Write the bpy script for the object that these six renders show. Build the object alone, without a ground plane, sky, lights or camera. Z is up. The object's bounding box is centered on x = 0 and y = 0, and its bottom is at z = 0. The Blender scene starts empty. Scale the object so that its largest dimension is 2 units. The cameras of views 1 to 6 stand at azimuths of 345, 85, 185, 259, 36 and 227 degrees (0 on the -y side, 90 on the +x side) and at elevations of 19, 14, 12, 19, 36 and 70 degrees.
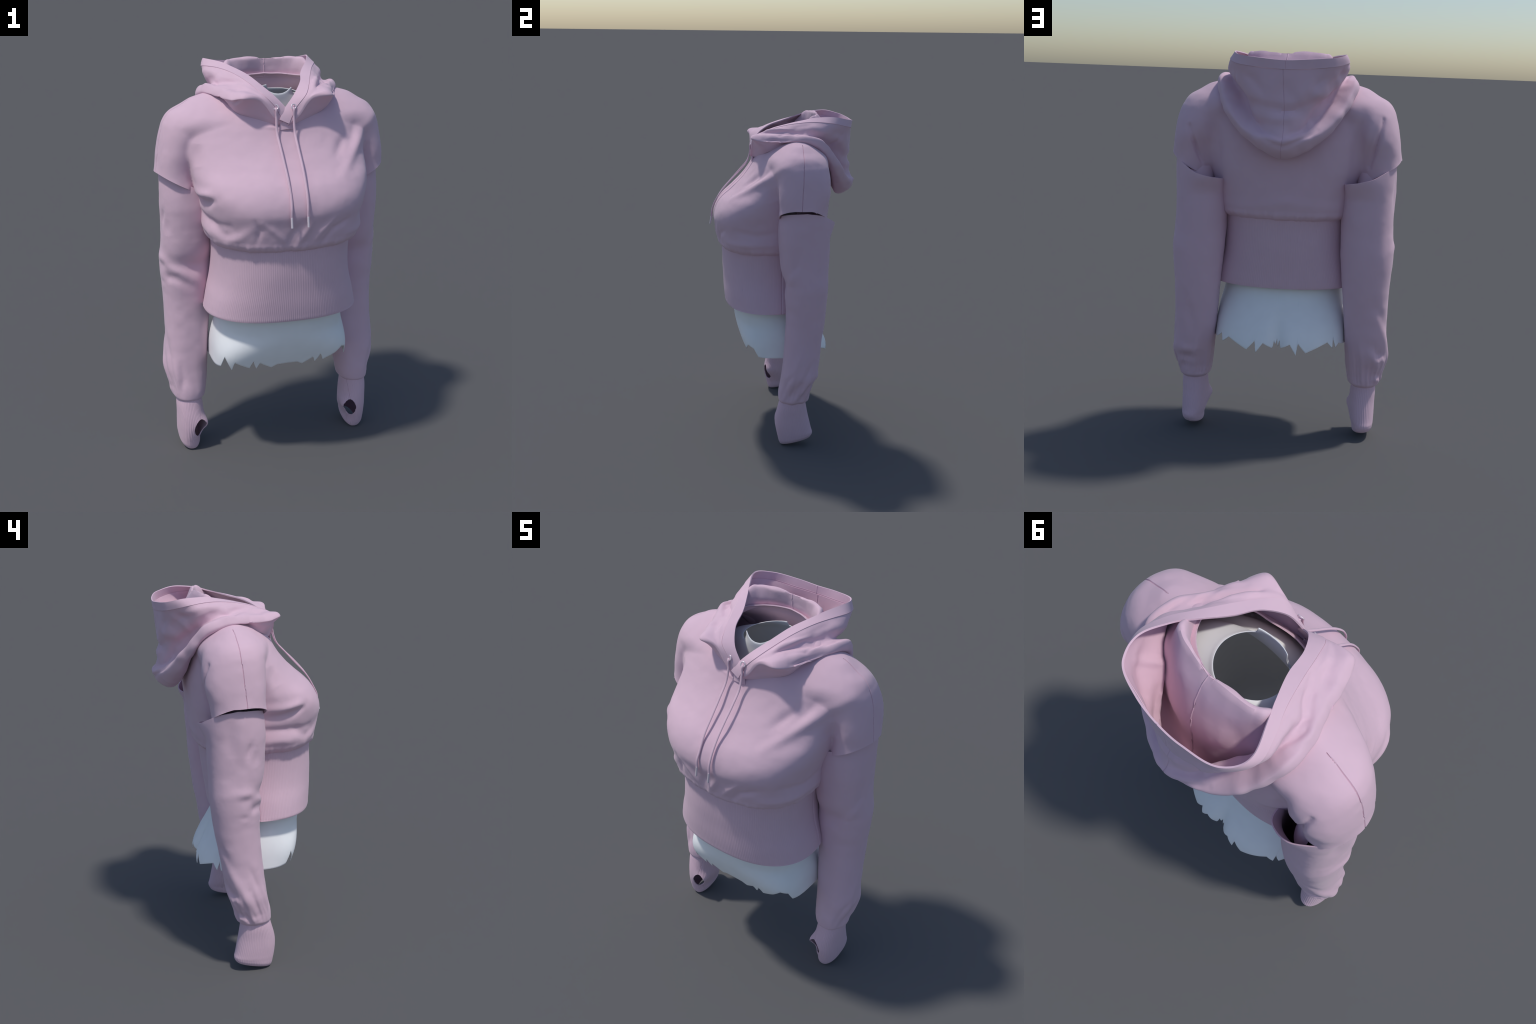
# Cropped pink hooded sweatshirt with cut-away shoulders, worn by a hollow white body form.
import bpy, math
import numpy as np

RNG = np.random.default_rng(7)

# ------------------------------------------------------------------ numeric helpers
def hermite(xs, Y, q):
    """smooth interpolation through (xs, Y) without overshoot (limited slopes)"""
    xs = np.asarray(xs, float); Y = np.asarray(Y, float); q = np.asarray(q, float)
    if Y.ndim == 1: Y = Y[:, None]; flat = True
    else: flat = False
    h = np.diff(xs)[:, None]; d = np.diff(Y, axis=0) / h
    m = np.zeros_like(Y)
    m[0], m[-1] = d[0], d[-1]
    a, b = d[:-1], d[1:]
    w = h[:-1] / (h[:-1] + h[1:])
    m[1:-1] = a * (1 - w) + b * w
    same = (a * b) > 0
    lim = 3 * np.minimum(abs(a), abs(b))
    m[1:-1] = np.where(same, np.sign(m[1:-1]) * np.minimum(abs(m[1:-1]), lim), 0.35 * m[1:-1])
    q = np.clip(q, xs[0], xs[-1])
    i = np.clip(np.searchsorted(xs, q, side='right') - 1, 0, len(xs) - 2)
    t = ((q - xs[i]) / (xs[i + 1] - xs[i]))[..., None]
    hh = (xs[i + 1] - xs[i])[..., None]
    t2, t3 = t * t, t * t * t
    r = (2*t3 - 3*t2 + 1) * Y[i] + (t3 - 2*t2 + t) * hh * m[i] + (3*t2 - 2*t3) * Y[i + 1] + (t3 - t2) * hh * m[i + 1]
    return r[..., 0] if flat else r

def catmull(xs, P, q):
    """plain cubic spline through points, xs increasing"""
    xs = np.asarray(xs, float); P = np.asarray(P, float)
    h = np.diff(xs)[:, None]; d = np.diff(P, axis=0) / h
    m = np.zeros_like(P); m[0], m[-1] = d[0], d[-1]
    w = h[:-1] / (h[:-1] + h[1:])
    m[1:-1] = d[:-1] * (1 - w) + d[1:] * w
    i = np.clip(np.searchsorted(xs, q, side='right') - 1, 0, len(xs) - 2)
    t = ((q - xs[i]) / (xs[i + 1] - xs[i]))[:, None]; hh = (xs[i + 1] - xs[i])[:, None]
    t2, t3 = t * t, t * t * t
    return (2*t3 - 3*t2 + 1) * P[i] + (t3 - 2*t2 + t) * hh * m[i] + (3*t2 - 2*t3) * P[i + 1] + (t3 - t2) * hh * m[i + 1]

def smooth01(x, a, b):
    t = np.clip((x - a) / (b - a), 0, 1)
    return t * t * (3 - 2 * t)

class Noise3:
    """seeded smooth value noise"""
    def __init__(self, seed):
        self.g = np.random.default_rng(seed).uniform(-1, 1, (32, 32, 32))
    def __call__(self, P):
        P = np.asarray(P, float); i = np.floor(P).astype(int); f = P - i
        f = f * f * f * (f * (f * 6 - 15) + 10)
        r = 0
        for dx in (0, 1):
            for dy in (0, 1):
                for dz in (0, 1):
                    w = (f[..., 0] if dx else 1 - f[..., 0]) * (f[..., 1] if dy else 1 - f[..., 1]) * (f[..., 2] if dz else 1 - f[..., 2])
                    r = r + w * self.g[(i[..., 0] + dx) % 32, (i[..., 1] + dy) % 32, (i[..., 2] + dz) % 32]
        return r
NZ = Noise3(11)
NZ2 = Noise3(23)

def face_tris(F):
    out = []
    for f in F:
        for k in range(1, len(f) - 1): out.append((f[0], f[k], f[k + 1]))
    return np.array(out)

def vnormals(V, F):
    T = face_tris(F)
    n = np.cross(V[T[:, 1]] - V[T[:, 0]], V[T[:, 2]] - V[T[:, 0]])
    N = np.zeros_like(V)
    for k in range(3): np.add.at(N, T[:, k], n)
    return N / np.maximum(np.linalg.norm(N, axis=1, keepdims=True), 1e-12)

def cut(V, F, s, keep=True, where=None):
    """split faces along the zero line of s; keep=True drops the s<0 side.
    Returns V, F, and a mask of the vertices made on the line."""
    V = [tuple(v) for v in V]; s = [float(v) if abs(v) > 1e-6 else 1e-6 for v in s]
    made = {}; out = []; online = set()
    def mid(a, b):
        k = (a, b) if a < b else (b, a)
        if k not in made:
            a, b = k; t = s[a] / (s[a] - s[b])
            V.append(tuple(V[a][i] + t * (V[b][i] - V[a][i]) for i in range(3)))
            made[k] = len(V) - 1; online.add(len(V) - 1)
        return made[k]
    for f in F:
        if where is not None and not all(where[i] for i in f): out.append(f); continue
        sg = [s[i] > 0 for i in f]
        if all(sg): out.append(f); continue
        if not any(sg):
            if not keep: out.append(f)
            continue
        pos, neg = [], []
        for k in range(len(f)):
            a, b = f[k], f[(k + 1) % len(f)]
            (pos if s[a] > 0 else neg).append(a)
            if (s[a] > 0) != (s[b] > 0):
                m = mid(a, b); pos.append(m); neg.append(m)
        if len(pos) > 2: out.append(tuple(pos))
        if not keep and len(neg) > 2: out.append(tuple(neg))
    V = np.array(V); used = np.unique(np.concatenate([np.array(f) for f in out]))
    idx = -np.ones(len(V), int); idx[used] = np.arange(len(used))
    line = np.zeros(len(V), bool); line[list(online)] = True
    return V[used], [tuple(int(idx[i]) for i in f) for f in out], line[used]

def groove(V, F, sfun, where, width=0.0035, depth=0.004):
    """press a narrow sewn line into the mesh along sfun(V)=0 where the mask function holds"""
    line = None
    for off in (-width, width, 0.0):
        V, F, line = cut(V, F, sfun(V) - off, keep=False, where=where(V))
    N = vnormals(V, F)
    V = V.copy(); V[line] -= N[line] * depth
    return V, F

def ridges(V, N, folds):
    """cloth folds: each is (points, half width, height) measured in metres; negative height is a valley"""
    D = np.zeros(len(V))
    for pts, w, h in folds:
        pts = np.asarray(pts, float); best = np.full(len(V), 9.0); tb = np.zeros(len(V))
        L = np.concatenate([[0], np.cumsum(np.linalg.norm(np.diff(pts, axis=0), axis=1))])
        for k in range(len(pts) - 1):
            a, b = pts[k], pts[k + 1]; ab = b - a
            t = np.clip(((V - a) @ ab) / (ab @ ab), 0, 1)
            d = np.linalg.norm(V - a - t[:, None] * ab, axis=1)
            m = d < best
            best = np.where(m, d, best); tb = np.where(m, (L[k] + t * (L[k + 1] - L[k])) / L[-1], tb)
        taper = np.clip(np.sin(np.pi * (0.12 + 0.76 * tb)), 0, 1)
        D += h * taper * np.exp(-(best / w) ** 2)
    return V + N * D[:, None]

def thicken(V, F, t, inward=True):
    """give a sheet its thickness: offset copy and closed edges"""
    N = vnormals(V, F); n = len(V)
    V2 = V - N * t if inward else V + N * t
    edges = {}
    for f in F:
        for k in range(len(f)):
            a, b = f[k], f[(k + 1) % len(f)]
            edges[(a, b)] = edges.get((a, b), 0) + 1
    border = [(a, b) for (a, b) in edges if (b, a) not in edges]
    out = list(F) + [tuple(i + n for i in reversed(f)) for f in F]
    out += [(b, a, a + n, b + n) for a, b in border]
    return np.vstack([V, V2]), out

def grid_faces(nr, nc, closed):
    F = []
    for r in range(nr - 1):
        for c in range(nc if closed else nc - 1):
            d = (c + 1) % nc
            F.append((r * nc + c, r * nc + d, (r + 1) * nc + d, (r + 1) * nc + c))
    return F

def superring(th, xo, xi, yf, yb, n=2.2):
    """closed section between four extents, theta 0 = +x, 90 deg = +y"""
    cx, cy = (xo + xi) / 2, (yf + yb) / 2; hx, hy = (xo - xi) / 2, (yb - yf) / 2
    c, s = np.cos(th), np.sin(th)
    return cx + hx * np.sign(c) * abs(c) ** (2 / n), cy + hy * np.sign(s) * abs(s) ** (2 / n)

# ------------------------------------------------------------------ materials
def node(nt, kind, **kw):
    n = nt.nodes.new(kind)
    for k, v in kw.items(): setattr(n, k, v)
    return n

def cloth_material(name, colour, grain=900.0, bump=0.10, rough=0.9, sheen=0.15, mottled=0.012):
    m = bpy.data.materials.new(name); m.use_nodes = True
    nt = m.node_tree; nt.nodes.clear()
    out = node(nt, 'ShaderNodeOutputMaterial'); bs = node(nt, 'ShaderNodeBsdfPrincipled')
    nt.links.new(bs.outputs[0], out.inputs[0])
    tc = node(nt, 'ShaderNodeTexCoord')
    big = node(nt, 'ShaderNodeTexNoise'); big.inputs['Scale'].default_value = 14; big.inputs['Detail'].default_value = 4
    fine = node(nt, 'ShaderNodeTexNoise'); fine.inputs['Scale'].default_value = grain; fine.inputs['Detail'].default_value = 2
    soft = node(nt, 'ShaderNodeTexNoise'); soft.inputs['Scale'].default_value = 60; soft.inputs['Detail'].default_value = 5
    for t in (big, fine, soft): nt.links.new(tc.outputs['Object'], t.inputs['Vector'])
    ramp = node(nt, 'ShaderNodeValToRGB')
    lo = [c * (1 - mottled) for c in colour]; hi = [min(1, c * (1 + mottled)) for c in colour]
    ramp.color_ramp.elements[0].position = 0.3; ramp.color_ramp.elements[0].color = (*lo, 1)
    ramp.color_ramp.elements[1].position = 0.7; ramp.color_ramp.elements[1].color = (*hi, 1)
    nt.links.new(big.outputs['Fac'], ramp.inputs['Fac'])
    nt.links.new(ramp.outputs['Color'], bs.inputs['Base Color'])
    add = node(nt, 'ShaderNodeMath', operation='ADD')
    mul = node(nt, 'ShaderNodeMath', operation='MULTIPLY'); mul.inputs[1].default_value = 2.0
    nt.links.new(soft.outputs['Fac'], mul.inputs[0]); nt.links.new(mul.outputs[0], add.inputs[0]); nt.links.new(fine.outputs['Fac'], add.inputs[1])
    bp = node(nt, 'ShaderNodeBump'); bp.inputs['Strength'].default_value = bump; bp.inputs['Distance'].default_value = 0.004
    nt.links.new(add.outputs[0], bp.inputs['Height']); nt.links.new(bp.outputs[0], bs.inputs['Normal'])
    bs.inputs['Roughness'].default_value = rough
    bs.inputs['Specular IOR Level'].default_value = 0.25
    bs.inputs['Sheen Weight'].default_value = sheen; bs.inputs['Sheen Roughness'].default_value = 0.5
    return m

PINK = (0.713, 0.498, 0.593)
FLEECE = cloth_material('pink_fleece', PINK)
RIB = cloth_material('pink_rib_knit', (0.700, 0.490, 0.582), bump=0.06)
BAND = cloth_material('pink_band', (0.718, 0.505, 0.600), bump=0.05)
CORD = cloth_material('pink_cord', (0.715, 0.502, 0.597), grain=1500, bump=0.1)
WHITE = cloth_material('white_form', (0.93, 0.935, 0.94), bump=0.0, rough=0.6, sheen=0.0, mottled=0.015)
METAL = cloth_material('pale_metal', (0.80, 0.70, 0.76), bump=0.0, rough=0.35, sheen=0.0, mottled=0.01)
METAL.node_tree.nodes['Principled BSDF'].inputs['Metallic'].default_value = 0.35

# ------------------------------------------------------------------ scene helpers
COL = bpy.context.scene.collection
def empty(name, label, category):
    o = bpy.data.objects.new(name, None); COL.objects.link(o)
    o['label'] = label; o['category'] = category
    return o

def add(name, V, F, mat, parent, angle=50, smooth=True):
    me = bpy.data.meshes.new(name)
    me.from_pydata([tuple(v) for v in V], [], [tuple(f) for f in F]); me.update()
    me.polygons.foreach_set('use_smooth', [smooth] * len(me.polygons))
    if angle: me.set_sharp_from_angle(angle=math.radians(angle))
    me.materials.append(mat)
    o = bpy.data.objects.new(name, me); COL.objects.link(o)
    o.parent = parent
    return o

# ------------------------------------------------------------------ the bodice: chest, back and short cut-off shoulder caps
# z, half width, y of the widest point, front y, back y, front squareness, back squareness
CHEST = [
 (1.150, .338, -.06, -.366, .228, 2.6, 2.3),
 (1.172, .340, -.06, -.369, .233, 2.6, 2.3),
 (1.179, .352, -.06, -.380, .246, 2.6, 2.3),
 (1.190, .364, -.06, -.389, .256, 2.6, 2.4),
 (1.225, .376, -.07, -.398, .265, 2.6, 2.5),
 (1.300, .385, -.09, -.414, .275, 2.5, 2.7),
 (1.360, .393, -.09, -.426, .281, 2.6, 2.9),
 (1.420, .411, -.09, -.415, .286, 2.5, 3.0),
 (1.480, .424, -.08, -.380, .289, 2.3, 3.0),
 (1.540, .436, -.05, -.316, .290, 2.1, 3.0),
 (1.600, .456, -.01, -.258, .286, 2.0, 2.8),
 (1.670, .470,  .04, -.206, .276, 2.0, 2.5),
 (1.720, .450,  .06, -.177, .268, 2.0, 2.3),
 (1.760, .400,  .07, -.150, .260, 2.0, 2.2),
 (1.800, .330,  .08, -.112, .250, 2.0, 2.2),
 (1.840, .270,  .08, -.050, .242, 2.0, 2.1),
 (1.870, .235,  .09,  .000, .232, 2.0, 2.0),
 (1.900, .200,  .10,  .030, .224, 2.0, 2.0),
 (1.930, .120,  .12,  .080, .190, 2.0, 2.0),
]
# z, x centre, x half, y centre, y half of the shoulder cap
CAP = [
 (1.300, .475, .090, .090, .130),
 (1.400, .476, .098, .080, .132),
 (1.490, .476, .100, .086, .138),
 (1.600, .452, .115, .092, .155),
 (1.680, .412, .139, .086, .155),
 (1.730, .375, .158, .082, .148),
 (1.775, .330, .169, .081, .128),
 (1.805, .290, .156, .080, .104),
 (1.830, .250, .155, .080, .076),
 (1.850, .215, .125, .080, .045),
 (1.866, .180, .080, .080, .022),
 (1.875, .150, .020, .080, .006),
]
CHEST = np.array(CHEST); CAP = np.array(CAP)

def chest_field(P):
    x, y, z = abs(P[..., 0]), P[..., 1], P[..., 2]
    T = hermite(CHEST[:, 0], CHEST[:, 1:], z)
    a, yc, yf, yb, nf, nb = [T[..., k] for k in range(6)]
    fr = y < yc
    b = np.where(fr, yc - yf, yb - yc); n = np.where(fr, nf, nb)
    u, v = x / a, abs(y - yc) / b
    q = np.maximum((u ** n + v ** n), 1e-9) ** (1 / n)
    g = q ** (1 - n) * np.sqrt((u ** (n - 1) / a) ** 2 + (v ** (n - 1) / b) ** 2)
    f = (q - 1) / np.maximum(g, 1.0)
    return np.maximum(f, np.maximum(z - 1.935, 1.0 - z))

def cap_field(P):
    x, y, z = abs(P[..., 0]), P[..., 1], P[..., 2]
    T = hermite(CAP[:, 0], CAP[:, 1:], z)
    cx, hx, cy, hy = [T[..., k] for k in range(4)]
    u, v = abs(x - cx) / hx, abs(y - cy) / hy
    n = 2.15
    q = np.maximum(u ** n + v ** n, 1e-9) ** (1 / n)
    g = q ** (1 - n) * np.sqrt((u ** (n - 1) / hx) ** 2 + (v ** (n - 1) / hy) ** 2)
    f = (q - 1) / np.maximum(g, 1.0)
    return np.maximum(f, z - 1.875)

def bodice_field(P):
    a, b = chest_field(P), cap_field(P)
    z = P[..., 2]; back = smooth01(P[..., 1], .02, .14)
    k = 0.012 + 0.10 * smooth01(z, 1.66, 1.76) + .045 * back * smooth01(z, 1.36, 1.45) * (1 - smooth01(z, 1.66, 1.76))
    h = np.clip(0.5 + 0.5 * (b - a) / k, 0, 1)
    return b * (1 - h) + a * h - k * h * (1 - h)

def isosurface(field, lo, hi, h):
    """surface nets: one vertex per crossed cell, one quad per crossed edge, then snapped on the field"""
    ax = [np.arange(l, u + h, h) for l, u in zip(lo, hi)]
    G = np.stack(np.meshgrid(*ax, indexing='ij'), -1)
    f = field(G); ins = f < 0
    c = np.zeros(tuple(s - 1 for s in f.shape), int)
    for i in (0, 1):
        for j in (0, 1):
            for k in (0, 1):
                c += ins[i:i + c.shape[0], j:j + c.shape[1], k:k + c.shape[2]]
    act = (c > 0) & (c < 8); ids = -np.ones(c.shape, int); cells = np.argwhere(act); ids[act] = np.arange(len(cells))
    V = np.array(lo) + (cells + 0.5) * h
    F = []
    for axis in range(3):
        n1, n2 = (axis + 1) % 3, (axis + 2) % 3
        a = np.take(ins, range(0, f.shape[axis] - 1), axis); b = np.take(ins, range(1, f.shape[axis]), axis)
        for e in np.argwhere(a != b):
            if e[n1] == 0 or e[n2] == 0 or e[n1] >= c.shape[n1] or e[n2] >= c.shape[n2]: continue
            q = []
            for d1, d2 in ((-1, -1), (0, -1), (0, 0), (-1, 0)):
                w = e.copy(); w[n1] += d1; w[n2] += d2; q.append(int(ids[tuple(w)]))
            if min(q) < 0: continue
            F.append(tuple(q) if ins[tuple(e)] else tuple(reversed(q)))
    # relax, then project
    for it in range(6):
        S = np.zeros_like(V); C = np.zeros(len(V))
        Fa = np.array(F)
        for k in range(4):
            np.add.at(S, Fa[:, k], V[Fa[:, (k + 1) % 4]] + V[Fa[:, (k + 3) % 4]]); np.add.at(C, Fa[:, k], 2)
        V = V * 0.5 + 0.5 * S / np.maximum(C, 1)[:, None]
        for _ in range(2):
            e = 1e-3
            f0 = field(V)
            g = np.stack([(field(V + d) - field(V - d)) / (2 * e) for d in np.eye(3) * e], -1)
            V = V - g * np.clip(f0 / np.maximum((g ** 2).sum(-1), 0.05), -h, h)[:, None]
    return V, F

def neck_loop_inside(P):
    """>0 outside the neck opening (seen from above)"""
    a = np.arctan2(abs(P[:, 0]), -(P[:, 1] - 0.06))          # 0 front .. pi back
    r = hermite([0, .45, .85, 1.1, 1.35, 1.7, 2.1, 2.5, math.pi],
                [.222, .222, .252, .255, .243, .215, .19, .165, .152], a)
    return np.hypot(P[:, 0], P[:, 1] - 0.06) - r

# FOLDS BEGIN (places of the cloth folds, metres)
def ridge(w, h, *pts): return (pts, w, h)
def valley(w, h, *pts): return (pts, w, -h)
CHEST_FOLDS = [
    ridge(0.018, 0.008, (-.407, -.165, 1.424), (-.389, -.234, 1.433), (-.364, -.281, 1.425)),
    valley(0.018, 0.008, (-.386, -.205, 1.370), (-.377, -.257, 1.405), (-.356, -.292, 1.424)),
    valley(0.027, 0.01, (-.375, -.214, 1.320), (-.356, -.249, 1.277), (-.323, -.293, 1.252), (-.274, -.343, 1.274)),
    ridge(0.024, 0.006, (-.366, -.189, 1.219), (-.342, -.247, 1.214), (-.294, -.319, 1.234), (-.233, -.368, 1.278), (-.194, -.395, 1.317)),
    ridge(0.016, 0.0055, (-.171, -.404, 1.325), (-.121, -.403, 1.284), (-.061, -.398, 1.226)),
    ridge(0.016, 0.0075, (.057, -.416, 1.313), (.024, -.408, 1.262), (-.012, -.397, 1.203)),
    valley(0.014, 0.005, (.011, -.422, 1.326), (-.028, -.410, 1.275), (-.053, -.397, 1.221)),
    valley(0.015, 0.008, (.113, -.388, 1.204), (.170, -.392, 1.274), (.247, -.366, 1.305)),
    ridge(0.014, 0.006, (.066, -.395, 1.210), (.107, -.402, 1.268), (.172, -.403, 1.329)),
    valley(0.012, 0.005, (-.192, -.375, 1.227), (-.182, -.391, 1.289), (-.205, -.397, 1.336)),
    valley(0.024, 0.01, (.323, -.134, 1.677), (.273, -.190, 1.624), (.227, -.246, 1.579)),
    ridge(0.024, 0.009, (.427, -.072, 1.652), (.334, -.195, 1.577), (.241, -.315, 1.506)),
    valley(0.02, 0.007, (.367, -.100, 1.690), (.343, -.146, 1.641), (.301, -.200, 1.595)),
    ridge(0.026, 0.012, (-.442, -.040, 1.421), (-.411, -.142, 1.426), (-.381, -.250, 1.442)),
    valley(0.024, 0.009, (-.399, -.051, 1.382), (-.399, -.150, 1.386), (-.381, -.249, 1.409)),
    ridge(0.026, 0.01, (-.379, -.047, 1.251), (-.374, -.165, 1.245), (-.341, -.269, 1.251)),
    valley(0.02, 0.012, (-.386, -.047, 1.311), (-.382, -.165, 1.305), (-.306, -.320, 1.297)),
    valley(0.04, 0.012, (-.411, -.094, 1.647), (-.418, -.110, 1.595), (-.418, -.128, 1.542)),
    ridge(0.03, 0.012, (.504, -.017, 1.730), (.407, -.084, 1.664), (.365, -.140, 1.628), (.292, -.220, 1.576)),
    valley(0.045, 0.014, (.439, -.075, 1.610), (.437, -.086, 1.562), (.432, -.073, 1.519)),
    valley(0.022, 0.008, (.337, -.294, 1.322), (.380, -.175, 1.300), (.388, -.054, 1.320)),
    ridge(0.022, 0.008, (.250, -.352, 1.234), (.354, -.240, 1.239), (.380, -.047, 1.249)),
    valley(0.011, 0.021, (.474, .242, 1.624), (.446, .230, 1.534), (.415, .192, 1.445)),
    valley(0.026, 0.009, (.373, .244, 1.711), (.340, .234, 1.615), (.329, .225, 1.509), (.334, .181, 1.374)),
    ridge(0.022, 0.008, (.419, .244, 1.657), (.388, .217, 1.566), (.379, .173, 1.456)),
    valley(0.011, 0.021, (-.478, .223, 1.693), (-.454, .247, 1.591), (-.418, .197, 1.457)),
    valley(0.026, 0.009, (-.376, .241, 1.719), (-.352, .231, 1.615), (-.339, .218, 1.509), (-.335, .186, 1.384)),
    ridge(0.022, 0.008, (-.419, .243, 1.677), (-.399, .230, 1.587), (-.387, .186, 1.493)),
    ridge(0.008, 0.0045, (-.108, -.169, 1.722), (-.034, -.179, 1.713), (.044, -.177, 1.717)),
    ridge(0.03, 0.006, (.245, .213, 1.228), (-.014, .273, 1.272), (-.263, .204, 1.237)),
]
RIGHT_SLEEVE_FOLDS = [
    valley(0.0252, 0.0068, (-.547, .044, .964), (-.508, .007, .953), (-.441, -.010, .914)),
    ridge(0.0252, 0.0059, (-.539, .035, 1.006), (-.485, -.003, .989), (-.374, .001, .912)),
    valley(0.028, 0.0068, (-.454, -.008, 1.016), (-.416, -.008, 1.016), (-.367, .004, 1.024)),
    valley(0.0168, 0.0059, (-.555, .072, .623), (-.551, .034, .519), (-.535, .006, .383)),
    valley(0.0196, 0.0059, (-.503, -.014, .492), (-.496, -.024, .409), (-.507, -.025, .332)),
    ridge(0.0196, 0.0051, (-.529, .000, .489), (-.518, -.014, .407), (-.517, -.014, .328)),
    valley(0.0308, 0.0059, (-.541, .010, 1.263), (-.544, .016, 1.215), (-.539, .009, 1.178)),
    valley(0.0224, 0.0038, (-.568, .110, 1.021), (-.563, .081, 1.011), (-.544, .041, 1.013)),
    valley(0.0224, 0.0068, (-.553, .055, .945), (-.527, .020, .952)),
    valley(0.0168, 0.0034, (-.565, .114, .922), (-.563, .091, .916), (-.556, .067, .914)),
    ridge(0.0252, 0.0051, (-.562, .078, 1.059), (-.534, .029, 1.013), (-.469, -.008, .968)),
    ridge(0.0252, 0.0068, (-.567, .132, 1.044), (-.566, .093, 1.042), (-.551, .051, 1.039)),
    ridge(0.0252, 0.0085, (-.495, .211, .707), (-.536, .173, .612), (-.565, .117, .494), (-.553, .059, .376)),
    valley(0.0252, 0.0085, (-.498, .191, .531), (-.553, .150, .464), (-.554, .125, .416)),
    valley(0.0168, 0.0068, (-.565, .076, .503), (-.560, .052, .424), (-.536, .023, .332)),
    ridge(0.0168, 0.0068, (-.535, .167, .465), (-.553, .144, .441), (-.549, .131, .411)),
    ridge(0.014, 0.0076, (-.549, .099, .380), (-.543, .079, .344), (-.538, .059, .304)),
    valley(0.014, 0.0068, (-.548, .119, .390), (-.538, .098, .345), (-.535, .079, .306)),
    ridge(0.014, 0.0068, (-.517, .125, .345), (-.524, .114, .324), (-.529, .101, .306)),
    valley(0.0168, 0.0076, (-.555, .036, 1.305), (-.557, .053, 1.261), (-.558, .061, 1.223)),
    ridge(0.0252, 0.0051, (-.558, .082, 1.427), (-.559, .090, 1.338), (-.559, .100, 1.247)),
    valley(0.0252, 0.0051, (-.557, .133, 1.425), (-.554, .145, 1.355), (-.552, .152, 1.263)),
    valley(0.0196, 0.0085, (-.508, .186, .502), (-.526, .174, .467), (-.524, .170, .444)),
    valley(0.0308, 0.0085, (-.453, .180, .426), (-.471, .170, .391), (-.489, .151, .369)),
    ridge(0.0196, 0.0085, (-.481, .192, .498), (-.512, .172, .444), (-.519, .153, .397)),
    ridge(0.014, 0.0068, (-.506, .137, .348), (-.520, .116, .321)),
    valley(0.0308, 0.0059, (-.480, .224, .768), (-.516, .199, .699), (-.537, .172, .611)),
]
LEFT_SLEEVE_FOLDS = [
    valley(0.0252, 0.0068, (.558, .062, 1.246), (.555, .049, 1.161), (.515, .011, 1.043)),
    ridge(0.0224, 0.0068, (.553, .046, 1.130), (.509, .008, 1.041), (.483, -.000, 1.002)),
    ridge(0.0224, 0.0059, (.556, .085, .644), (.559, .057, .532), (.542, .015, .396)),
    valley(0.0168, 0.0076, (.547, .157, .566), (.569, .103, .462), (.542, .046, .346)),
    valley(0.0168, 0.0068, (.544, .130, .411), (.537, .094, .343), (.515, .066, .280)),
    ridge(0.0154, 0.0076, (.549, .151, .470), (.551, .099, .381), (.524, .034, .289)),
    ridge(0.014, 0.0076, (.535, .132, .374), (.529, .110, .330)),
    valley(0.0168, 0.0059, (.565, .073, .429), (.537, .024, .352), (.519, -.005, .296)),
    valley(0.0252, 0.0085, (.529, .160, .417), (.489, .171, .411), (.443, .176, .411)),
    valley(0.0196, 0.0076, (.507, .139, .340), (.491, .162, .383)),
    ridge(0.0252, 0.0068, (.521, .180, .471), (.479, .188, .459), (.437, .191, .459)),
    valley(0.0252, 0.0051, (.445, .205, .558), (.461, .214, .642), (.477, .223, .742)),
    ridge(0.0252, 0.0051, (.542, .023, 1.113), (.521, .018, 1.015), (.500, .004, .957)),
    valley(0.0168, 0.0068, (.560, .050, .499), (.540, .005, .437), (.511, -.022, .332)),
]
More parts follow.
